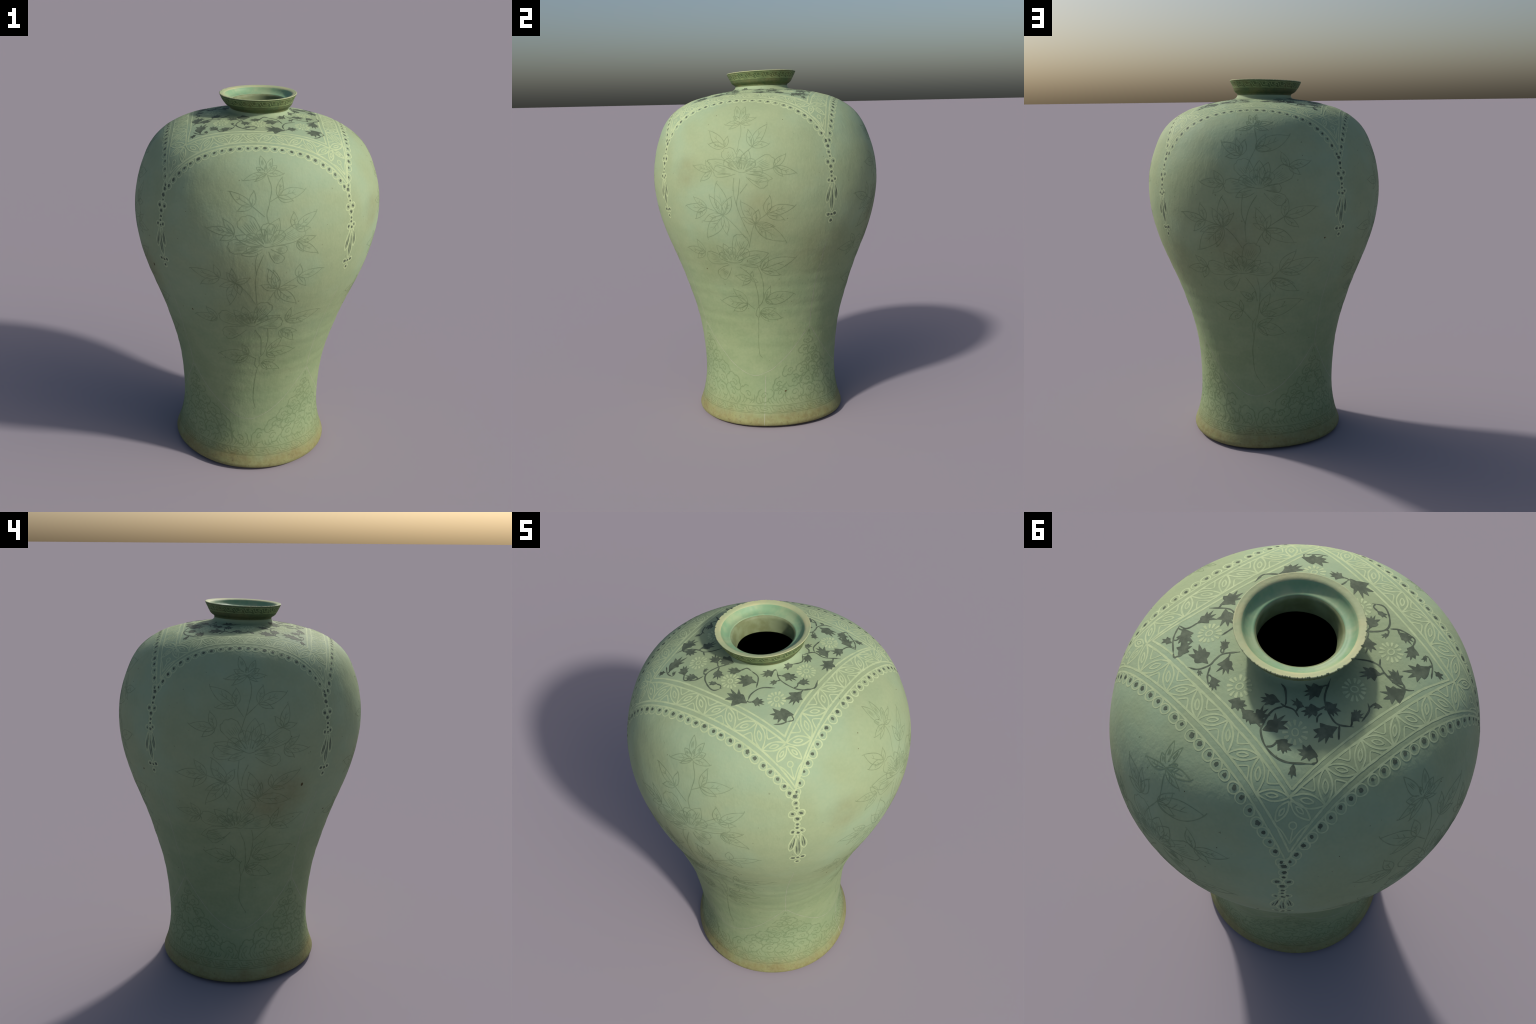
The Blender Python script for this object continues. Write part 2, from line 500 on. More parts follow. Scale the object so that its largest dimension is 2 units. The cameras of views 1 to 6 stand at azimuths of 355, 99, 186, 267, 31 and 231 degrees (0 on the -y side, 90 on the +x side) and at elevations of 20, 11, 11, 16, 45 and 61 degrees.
class Drawing:
    """Collects strokes and filled shapes on a chart; becomes one mesh part."""

    def __init__(self, chart, lift=INLAY_HEIGHT):
        self.chart, self.lift = chart, lift
        self.v, self.n, self.f, self.count = [], [], [], 0

    def _add(self, v, n, faces):
        self.v.append(v)
        self.n.append(n)
        self.f += [[i + self.count for i in face] for face in faces]
        self.count += len(v)

    def stroke(self, points, width, taper=0.0, closed=False, step=0.006, wobble=0.0):
        p = np.asarray(points, float)
        if closed:
            p = np.vstack([p, p[:1]])
        seg = np.hypot(*np.diff(p, axis=0).T)
        p = p[np.concatenate([[True], seg > 1e-7])]
        s = np.concatenate([[0], np.cumsum(np.hypot(*np.diff(p, axis=0).T))])
        n = max(3, int(s[-1] / step) + 2)
        u = np.linspace(0, s[-1], n)
        q = np.stack([np.interp(u, s, p[:, 0]), np.interp(u, s, p[:, 1])], 1)
        w = np.full(n, width)
        if wobble:
            w *= 1 + wobble * np.interp(u, np.arange(0, s[-1] + 0.03, 0.012),
                                        RNG.uniform(-1, 1, len(np.arange(0, s[-1] + 0.03, 0.012))))
        if taper:
            e = u / max(s[-1], 1e-9)
            w *= np.clip(np.minimum(e, 1 - e) / taper, 0.25, 1)
        c, nor = self.chart(q)
        t = np.gradient(c, axis=0)
        if closed:
            t[0] = t[-1] = c[1] - c[-2]
        side = np.cross(nor, t)
        side /= np.linalg.norm(side, axis=1, keepdims=True) + 1e-12
        half = side * w[:, None] / 2
        top, low = nor * self.lift, nor * -0.0006
        v = np.stack([c - half * 1.12 + low, c - half + top, c + half + top, c + half * 1.12 + low], 1).reshape(-1, 3)
        faces = []
        for i in range(n - 1):
            a = 4 * i
            faces += [(a, a + 4, a + 5, a + 1), (a + 1, a + 5, a + 6, a + 2), (a + 2, a + 6, a + 7, a + 3)]
        self._add(v, np.repeat(nor, 4, 0), faces)

    def fill(self, centre, outline, rings=4):
        """A shape that is star-shaped about its centre, laid on the curved wall."""
        o = np.asarray(outline, float)
        c = np.asarray(centre, float)
        m = len(o)
        if np.sum(np.cross(o - c, np.roll(o, -1, 0) - c)) < 0:
            o = o[::-1]
        layers, lifts = [o], [np.full(m, -0.0006)]
        for i in range(rings):
            f = 1 - i / rings
            layers.append(c + (o - c) * (f if i else 0.985))
            lifts.append(np.full(m, self.lift))
        q = np.vstack(layers + [c[None]])
        h = np.concatenate(lifts + [[self.lift]])
        p, nor = self.chart(q)
        faces = []
        for i in range(rings):
            for j in range(m):
                k = (j + 1) % m
                faces.append((i * m + j, i * m + k, (i + 1) * m + k, (i + 1) * m + j))
        for j in range(m):
            faces.append((rings * m + j, rings * m + (j + 1) % m, (rings + 1) * m))
        self._add(p + nor * h[:, None], nor, faces)

    def build(self, name, material, stuff=False):
        return add_mesh(name, np.vstack(self.v), self.f, np.vstack(self.n), material, stuff=stuff)


def curve(points, n=14):
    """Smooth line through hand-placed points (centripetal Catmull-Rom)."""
    p = np.asarray(points, float)
    if len(p) == 2:
        return p
    ext = np.vstack([2 * p[0] - p[1], p, 2 * p[-1] - p[-2]])
    out = []
    for i in range(1, len(ext) - 2):
        a, b, c, d = ext[i - 1:i + 3]
        t = np.linspace(0, 1, n, endpoint=False)[:, None]
        out.append(0.5 * (2 * b + (c - a) * t + (2 * a - 5 * b + 4 * c - d) * t ** 2 + (3 * b - a - 3 * c + d) * t ** 3))
    return np.vstack(out + [p[-1:]])


def frame_of(base, tip):
    b, t = np.asarray(base, float), np.asarray(tip, float)
    d = t - b
    length = np.hypot(*d)
    d = d / length
    return b, d, np.array([-d[1], d[0]]), length


def lens(base, tip, half_width, n=12, bend=0.0, sharp=0.85):
    """Both edges of a pointed leaf from base to tip, as one closed outline."""
    b, d, s, length = frame_of(base, tip)
    t = np.linspace(0, 1, n)
    w = half_width * np.sin(np.pi * t ** sharp) ** 0.9
    mid = b + d * (t * length)[:, None] + s * (bend * length * np.sin(np.pi * t))[:, None]
    left, right = mid + s * w[:, None], mid - s * w[:, None]
    return mid, left, right


# ------------------------------------------------------------------ the kerchief on the shoulder
# Corner points of each border line in the plane of the cloth (NE, NW, SW, SE) and how
# far out the middle of each side (N, W, S, E) lies; the cloth is pulled down at its corners.
BORDER = {
    "inner": ([(0.357, 0.310), (-0.354, 0.327), (-0.385, -0.318), (0.302, -0.375)], (0.304, 0.350, 0.333, 0.292)),
    "inner_outer": ([(0.371, 0.330), (-0.366, 0.346), (-0.398, -0.338), (0.318, -0.394)], (0.326, 0.372, 0.356, 0.313)),
    "outer_inner": ([(0.511, 0.461), (-0.503, 0.464), (-0.553, -0.459), (0.448, -0.526)], (0.396, 0.445, 0.432, 0.388)),
    "outer": ([(0.538, 0.489), (-0.528, 0.503), (-0.570, -0.470), (0.459, -0.544)], (0.417, 0.467, 0.454, 0.409)),
    "bead": ([(0.556, 0.512), (-0.548, 0.528), (-0.588, -0.495), (0.474, -0.572)], (0.436, 0.485, 0.473, 0.427)),
}
SIDES = [(0, 1, 0, (0, 1)), (1, 2, 1, (-1, 0)), (2, 3, 2, (0, -1)), (3, 0, 3, (1, 0))]
PULL = 2.5


def border_side(line, side, n=60):
    """Points of one side of a border line, corner to corner."""
    corners, middles = BORDER[line]
    a, b, m, out = SIDES[side]
    a, b, out = np.array(corners[a]), np.array(corners[b]), np.array(out, float)
    t = np.linspace(0, 1, n)
    p = a + (b - a) * t[:, None]
    sag = ((a + b) / 2) @ out - middles[m]
    return p - out * (sag * (1 - np.abs(2 * t - 1) ** PULL))[:, None]


def at_along(points, axis, value):
    """The point of a border side whose coordinate along the side has this value."""
    c = points[:, axis]
    order = np.argsort(c)
    return np.array([np.interp(value, c[order], points[order, 0]), np.interp(value, c[order], points[order, 1])])


def roughen(points, amount):
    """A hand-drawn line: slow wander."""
    p = np.asarray(points, float)
    n = max(3, len(p) // 5)
    w = RNG.normal(0, amount, (n, 2))
    x = np.linspace(0, n - 1, len(p))
    return p + np.stack([np.interp(x, np.arange(n), w[:, i]) for i in (0, 1)], 1)


for line in ("inner", "inner_outer", "outer_inner", "outer"):
    d = Drawing(cloth_chart)
    for side in range(4):
        d.stroke(roughen(border_side(line, side), 0.0008), 0.0066 if line != "outer" else 0.0058, wobble=0.22)
    d.build("border_line", WHITE)


def leaf_lozenge(base, tip, fat):
    """One inlaid leaf of the zigzag band: outline and a small seed outline inside."""
    d = Drawing(cloth_chart)
    b, u, s, length = frame_of(base, tip)
    base, tip = b + u * 0.002, b + u * (length - 0.002)
    hw = fat * length
    _, left, right = lens(base, tip, hw, 14, sharp=1.0)
    d.stroke(roughen(left, 0.0008), 0.0052, wobble=0.25)
    d.stroke(roughen(right, 0.0008), 0.0052, wobble=0.25)
    shift = RNG.uniform(-0.03, 0.03)
    _, left, right = lens(b + u * length * (0.31 + shift), b + u * length * (0.69 + shift), hw * 0.40, 8, sharp=1.0)
    d.stroke(np.vstack([left, right[::-1]]), 0.0046, closed=True, step=0.004, wobble=0.2)
    return d.build("lozenge_leaf", WHITE)


def small_arch(a, b, apex):
    """Filler of a corner between two leaves: a little pointed loop."""
    d = Drawing(cloth_chart)
    a, b, apex = (np.array(q, float) for q in (a, b, apex))
    d.stroke(curve([a, a + (apex - a) * 0.72 + (a - b) * 0.05, apex, b + (apex - b) * 0.72 + (b - a) * 0.05, b], 6), 0.0044, step=0.004, wobble=0.25)
    return d.build("filler_loop", WHITE)


LEAVES_PER_SIDE = 10
for side in range(4):
    axis = 0 if side in (0, 2) else 1
    near, far = border_side("inner_outer", side, 121), border_side("outer_inner", side, 121)
    stops = np.linspace(near[0, axis], near[-1, axis], LEAVES_PER_SIDE + 1)
    zig = [at_along(near if k % 2 == 0 else far, axis, v) for k, v in enumerate(stops)]
    for k in range(LEAVES_PER_SIDE):
        leaf_lozenge(zig[k], zig[k + 1], 0.17 + RNG.uniform(-0.012, 0.02))
    for k in range(1, LEAVES_PER_SIDE):
        line, tip = (near, zig[k]) if k % 2 else (far, zig[k])
        step = abs(stops[1] - stops[0])
        a = at_along(line, axis, stops[k] - 0.36 * step)
        b = at_along(line, axis, stops[k] + 0.36 * step)
        m = (a + b) / 2
        small_arch(a, b, m + (tip - m) * 0.38)
# the pointed corners of the cloth
for corner in range(4):
    p0 = np.array(BORDER["inner_outer"][0][corner])
    tip = np.array(BORDER["outer_inner"][0][corner])
    before, after = border_side("outer_inner", (corner - 1) % 4, 121), border_side("outer_inner", corner, 121)
    left, right = after[13 + RNG.integers(0, 4)], before[-14 - RNG.integers(0, 4)]
    start = p0 + (tip - p0) * 0.06
    leaf_lozenge(start, start + (left - start) * 0.93, 0.19)
    leaf_lozenge(start, start + (right - start) * 0.93, 0.19)
    d = Drawing(cloth_chart)
    inset = tip + (p0 - tip) * 0.18
    fork = (left + right) / 2 + (tip - p0) * 0.06
    d.stroke(curve([left + (inset - left) * 0.12, (left + inset) / 2 + (p0 - tip) * 0.05, inset]), 0.0048, wobble=0.2)
    d.stroke(curve([inset, (right + inset) / 2 + (p0 - tip) * 0.05, right + (inset - right) * 0.12]), 0.0048, wobble=0.2)
    t = np.linspace(0, TAU, 20)
    d.stroke(fork + 0.012 * np.stack([np.cos(t), np.sin(t)], 1), 0.0042, step=0.003)
    d.stroke(np.array([fork + (tip - p0) * 0.07, inset]), 0.0044)
    d.build("corner_filler", WHITE)


# ------------------------------------------------------------------ bead edging and tassels
def blob(radius, rough, n=14, squash=1.0, turn=0.0):
    t = np.linspace(0, TAU, n, endpoint=False)
    r = radius * (1 + RNG.uniform(-rough, rough, n))
    p = np.stack([r * np.cos(t) * squash, r * np.sin(t)], 1)
    c, s = math.cos(turn), math.sin(turn)
    return p @ np.array([[c, s], [-s, c]])


def bead(chart, centre, radius, outward=(0, 0), dot=0.0085, squash=1.0, turn=0.0):
    """A white ring with a black pupil."""
    centre, outward = np.array(centre, float), np.array(outward, float)
    d = Drawing(chart)
    t = np.linspace(0, TAU, 26)
    r = radius * (1 + 0.05 * np.sin(2 * t + RNG.uniform(0, TAU)) + 0.04 * np.sin(3 * t + RNG.uniform(0, TAU)))
    ring = np.stack([r * np.cos(t) * squash, r * np.sin(t)], 1)
    c, s = math.cos(turn), math.sin(turn)
    ring = ring @ np.array([[c, s], [-s, c]])
    ring[-1] = ring[0]
    d.stroke(centre + outward * 0.003 + ring, 0.0044, closed=True, step=0.003, wobble=0.25)
    d.build("bead_ring", WHITE)
    e = Drawing(chart, INLAY_HEIGHT * 1.3)
    where = centre + RNG.normal(0, 0.0012, 2)
    e.fill(where, where + blob(dot * RNG.uniform(0.8, 1.15), 0.22, 12, squash=squash * RNG.uniform(0.8, 1.2), turn=RNG.uniform(0, 3)), rings=2)
    e.build("bead_dot", BLACK)


for side in range(4):
    line = border_side("bead", side, 400)
    out = np.array(SIDES[side][3], float)
    s = np.concatenate([[0], np.cumsum(np.hypot(*np.diff(line, axis=0).T))])
    n = int(round((s[-1] - 0.028) / 0.0425))
    for k in range(n):
        u = 0.014 + (k + 0.5 + RNG.uniform(-0.11, 0.11)) * (s[-1] - 0.028) / n
        c = np.array([np.interp(u, s, line[:, 0]), np.interp(u, s, line[:, 1])])
        i = min(np.searchsorted(s, u), len(s) - 2)
        tan = line[i + 1] - line[i]
        nor = np.array([-tan[1], tan[0]])
        nor *= np.sign(nor @ out) / np.linalg.norm(nor)
        bead(cloth_chart, c, 0.0178 + RNG.uniform(-0.0012, 0.0015), nor, 0.0072)


def tassel(degrees, top, sway):
    """Bead string, bow of beads and three hanging strands; heights run down from the cloth tip."""
    chart = wall_chart(degrees)
    at = lambda x, drop: (x + sway * drop, top - drop)
    bead(chart, at(0.0, 0.020), 0.0160, dot=0.008)
    bead(chart, at(-0.001, 0.050), 0.0150, dot=0.0075, squash=0.85)
    bead(chart, at(0.001, 0.073), 0.0095, dot=0.0042)
    bead(chart, at(-0.0155, 0.100), 0.0165, dot=0.007, squash=0.85)
    bead(chart, at(0.0155, 0.098), 0.0165, dot=0.007, squash=0.85)
    bead(chart, at(0.0, 0.126), 0.0145, dot=0.007)
    bead(chart, at(0.0, 0.153), 0.0095, dot=0.0055)
    bead(chart, at(-0.001, 0.173), 0.0095, dot=0.0055)
    bead(chart, at(-0.0165, 0.195), 0.0135, dot=0.0055, squash=0.8)
    bead(chart, at(0.0150, 0.190), 0.0135, dot=0.0055, squash=0.8)
    bead(chart, at(0.001, 0.200), 0.0115, dot=0.0055)
    for x0, d0, x1, d1, hw in ((-0.010, 0.208, -0.028, 0.318, 0.0120), (0.0, 0.212, 0.003, 0.364, 0.0145), (0.011, 0.204, 0.024, 0.305, 0.0120)):
        b, t = at(x0, d0), at(x1, d1)
        d = Drawing(chart)
        mid, left, right = lens(b, t, hw, 16, bend=RNG.uniform(-0.03, 0.03), sharp=1.5)
        d.stroke(left, 0.0042, wobble=0.2)
        d.stroke(right, 0.0042, wobble=0.2)
        d.build("tassel_strand", WHITE)
        e = Drawing(chart, INLAY_HEIGHT * 1.3)
        inner = mid[2:-2]
        e.stroke(inner + [hw * 0.30, 0], 0.0040, taper=0.3, wobble=0.3)
        e.stroke(inner[5:] - [hw * 0.30, 0], 0.0036, taper=0.3, wobble=0.3)
        e.build("tassel_core", BLACK)
    bead(chart, at(-0.0165, 0.377), 0.0120, dot=0.0068)
    bead(chart, at(0.003, 0.379), 0.0100, dot=0.0065)
    bead(chart, at(0.0200, 0.374), 0.0120, dot=0.0072)
    bead(chart, at(0.002, 0.411), 0.0130, dot=0.0068, squash=0.8)


tassel(42.0, 1.612, 0.004)
tassel(135.9, 1.617, -0.02)
tassel(-140.9, 1.604, 0.004)
tassel(-50.0, 1.629, 0.015)

# ------------------------------------------------------------------ flowering vine inside the cloth
for x, y in ((0.210, 0.177), (-0.010, 0.235), (-0.234, 0.210), (-0.241, -0.017), (-0.212, -0.204), (-0.024, -0.246), (0.190, -0.245), (0.218, -0.049)):
    d = Drawing(cloth_chart)
    c = np.array([x, y])
    t = np.linspace(0, TAU, 22)
    turn = RNG.uniform(0, TAU)
    d.stroke(c + np.stack([0.0115 * np.cos(t), 0.0095 * np.sin(t)], 1) @ np.array([[math.cos(turn), math.sin(turn)], [-math.sin(turn), math.cos(turn)]]), 0.0042, step=0.003)
    petals = int(RNG.integers(12, 15))
    for k in range(petals):
        a = turn + TAU * (k + RNG.uniform(-0.12, 0.12)) / petals
        u = np.array([math.cos(a), math.sin(a)])
        s = np.array([-u[1], u[0]])
        r0, r1, w = 0.0205, 0.0395 * RNG.uniform(0.92, 1.06), 0.0046 * RNG.uniform(0.85, 1.15)
        o = [c + u * r0 - s * w * 0.35, c + u * (r0 + r1) / 2 - s * w * 0.85, c + u * (r1 - 0.002) - s * w, c + u * r1,
             c + u * (r1 - 0.002) + s * w, c + u * (r0 + r1) / 2 + s * w * 0.85, c + u * r0 + s * w * 0.35]
        d.fill(c + u * (r0 + r1) / 2, o, rings=2)
    d.build("daisy", WHITE)


def vine_leaf(bx, by, tx, ty):
    """A ragged black leaf: lobes fan out from the stalk towards the tip."""
    b, u, s, length = frame_of((bx, by), (tx, ty))
    big = length > 0.05
    c = b + u * length * 0.46
    # a rounded back and long ragged fingers that reach forward, more of them on one side
    full = [(15, 0.32), (31, 0.57), (47, 0.30), (64, 0.50), (82, 0.28), (102, 0.40), (124, 0.28), (152, 0.26)]
    spare = [(18, 0.31), (40, 0.53), (60, 0.28), (84, 0.44), (110, 0.31), (148, 0.30)]
    small = [(20, 0.27), (48, 0.48), (75, 0.24), (110, 0.32), (148, 0.26)]
    one, two = (full, spare) if big else (small, small)
    if RNG.uniform() < 0.5:
        one, two = two, one
    pts = [(0.0, 0.56 * length)]
    for sign, seq in ((1, one), (-1, two[::-1])):
        if sign == -1:
            pts.append((math.pi, 0.44 * length))
        for a, r in seq:
            pts.append((math.radians(a + RNG.uniform(-5, 5)) * sign, r * length * RNG.uniform(0.82, 1.2)))
    o, n = [], len(pts)
    xy = [c + (u * math.cos(a) + s * math.sin(a) * 0.82) * r for a, r in pts]
    for i in range(n):
        p, q = xy[i], xy[(i + 1) % n]
        for f in (0, 0.33, 0.67):
            m = p + (q - p) * f
            if f:
                m = c + (m - c) * 1.03
            o.append(m)
    d = Drawing(cloth_chart, INLAY_HEIGHT * 1.2)
    d.fill(c, o, rings=4)
    return d.build("vine_leaf", BLACK)


# stalk end and tip of every leaf, side by side of the cloth
VINE_LEAVES = {
    "north": [(0.212, 0.296, 0.245, 0.237), (0.118, 0.250, 0.203, 0.248), (0.120, 0.190, 0.154, 0.156), (0.096, 0.187, 0.057, 0.244),
              (0.079, 0.271, 0.030, 0.292), (0.128, 0.284, 0.104, 0.292), (-0.021, 0.291, -0.075, 0.262), (0.279, 0.276, 0.325, 0.287),
              (-0.071, 0.282, -0.134, 0.277), (-0.164, 0.280, -0.194, 0.204), (-0.214, 0.271, -0.268, 0.254), (-0.301, 0.274, -0.328, 0.307)],
    "west": [(-0.331, 0.205, -0.277, 0.239), (-0.300, 0.101, -0.281, 0.179), (-0.323, -0.156, -0.256, -0.148), (-0.337, -0.151, -0.318, -0.068),
             (-0.336, -0.046, -0.312, -0.027), (-0.257, -0.121, -0.208, -0.070), (-0.312, 0.063, -0.301, 0.015), (-0.318, -0.282, -0.309, -0.187),
             (-0.335, -0.283, -0.373, -0.297)],
    "south": [(-0.122, -0.181, -0.178, -0.149), (-0.155, -0.249, -0.155, -0.217), (-0.166, -0.276, -0.221, -0.297), (-0.228, -0.289, -0.267, -0.238),
              (-0.279, -0.298, -0.295, -0.273), (0.104, -0.307, 0.154, -0.281), (0.097, -0.318, -0.002, -0.307), (-0.063, -0.280, -0.105, -0.287),
              (-0.107, -0.203, -0.077, -0.261), (-0.059, -0.152, -0.139, -0.153), (-0.010, -0.176, -0.064, -0.204), (0.081, -0.210, -0.008, -0.222)],
    "east": [(0.275, 0.252, 0.255, 0.208), (0.277, 0.179, 0.258, 0.113), (0.281, 0.081, 0.267, -0.006), (0.254, 0.076, 0.188, 0.120),
             (0.135, 0.183, 0.151, 0.156), (0.257, -0.155, 0.242, -0.239), (0.111, -0.120, 0.083, -0.170), (0.149, -0.158, 0.127, -0.193),
             (0.157, -0.045, 0.136, -0.090), (0.144, -0.131, 0.207, -0.101), (0.219, -0.132, 0.256, -0.092), (0.175, 0.046, 0.200, -0.004),
             (0.287, -0.273, 0.202, -0.322), (0.299, 0.219, 0.227, 0.253), (0.146, 0.073, 0.159, 0.116)],
    "shade": [(-0.135, 0.181, -0.082, 0.215), (-0.173, 0.045, -0.163, 0.114), (-0.193, 0.137, -0.148, 0.152), (-0.229, 0.100, -0.196, 0.154), (-0.214, 0.078, -0.274, 0.079), (-0.312, 0.063, -0.304, 0.013), (-0.128, 0.291, -0.127, 0.223)],
}
for group in VINE_LEAVES.values():
    for leaf in group:
        vine_leaf(*leaf)

VINE_STEMS = [
    [(0.162, 0.301), (0.129, 0.284), (0.113, 0.250), (0.116, 0.225), (0.114, 0.195), (0.083, 0.155)],
    [(0.108, 0.251), (0.088, 0.279), (0.062, 0.297)],
    [(0.318, 0.219), (0.290, 0.264), (0.241, 0.300)],
    [(-0.148, 0.257), (-0.162, 0.282), (-0.200, 0.301), (-0.245, 0.303), (-0.287, 0.285), (-0.335, 0.235)],
    [(-0.299, 0.096), (-0.329, 0.126)],
    [(-0.162, -0.090), (-0.199, -0.124), (-0.230, -0.137), (-0.257, -0.132), (-0.297, -0.134), (-0.337, -0.151), (-0.352, -0.171)],
    [(-0.230, -0.137), (-0.212, -0.157)],
    [(-0.288, -0.302), (-0.321, -0.290), (-0.352, -0.254)],
    [(-0.144, -0.265), (-0.164, -0.291), (-0.200, -0.308)],
    [(-0.063, -0.154), (-0.109, -0.194), (-0.137, -0.241), (-0.130, -0.275), (-0.092, -0.306), (-0.060, -0.314), (-0.034, -0.290)],
    [(0.028, -0.163), (0.069, -0.181), (0.090, -0.234)],
    [(0.157, -0.199), (0.108, -0.226), (0.088, -0.270), (0.092, -0.306)],
    [(0.118, -0.113), (0.149, -0.148), (0.197, -0.160), (0.243, -0.155), (0.286, -0.118), (0.281, -0.066)],
    [(0.161, 0.026), (0.191, 0.071), (0.241, 0.069), (0.298, 0.110)],
    [(0.174, 0.155), (0.174, 0.102), (0.193, 0.073)],
    [(0.237, -0.353), (0.261, -0.336), (0.279, -0.313)],
    [(0.281, -0.070), (0.290, -0.111), (0.257, -0.146)],
    [(-0.168, 0.015), (-0.193, 0.057), (-0.218, 0.081), (-0.261, 0.097), (-0.294, 0.097), (-0.328, 0.066)],
    [(-0.088, 0.141), (-0.110, 0.143), (-0.142, 0.166), (-0.153, 0.180)],
    [(-0.137, 0.183), (-0.153, 0.180), (-0.178, 0.167), (-0.205, 0.171)],
    [(-0.153, 0.180), (-0.140, 0.212), (-0.146, 0.250), (-0.160, 0.276)],
    [(-0.299, 0.098), (-0.331, 0.126)],
    [(-0.300, -0.018), (-0.319, -0.005), (-0.331, 0.036)],
    [(-0.238, 0.110), (-0.239, 0.128), (-0.252, 0.142)],
]
# a short curling stalk ties every leaf to the nearest stem
joints = np.vstack([curve(points) for points in VINE_STEMS])
for group in list(VINE_LEAVES.values()):
    for bx, by, tx, ty in group:
        base = np.array([bx, by])
        gap = np.hypot(*(joints - base).T)
        k = int(np.argmin(gap))
        if 0.006 < gap[k] < 0.075:
            side = np.array([-(joints[k] - base)[1], (joints[k] - base)[0]]) * RNG.choice([-0.28, 0.28])
            VINE_STEMS.append([tuple(base + (base - [tx, ty]) * -0.12), tuple((base + joints[k]) / 2 + side), tuple(joints[k])])
for points in VINE_STEMS:
    d = Drawing(cloth_chart, INLAY_HEIGHT * 1.1)
    d.stroke(curve(points), 0.0052, taper=0.12, wobble=0.25, step=0.005)
    d.build("vine_stem", BLACK)


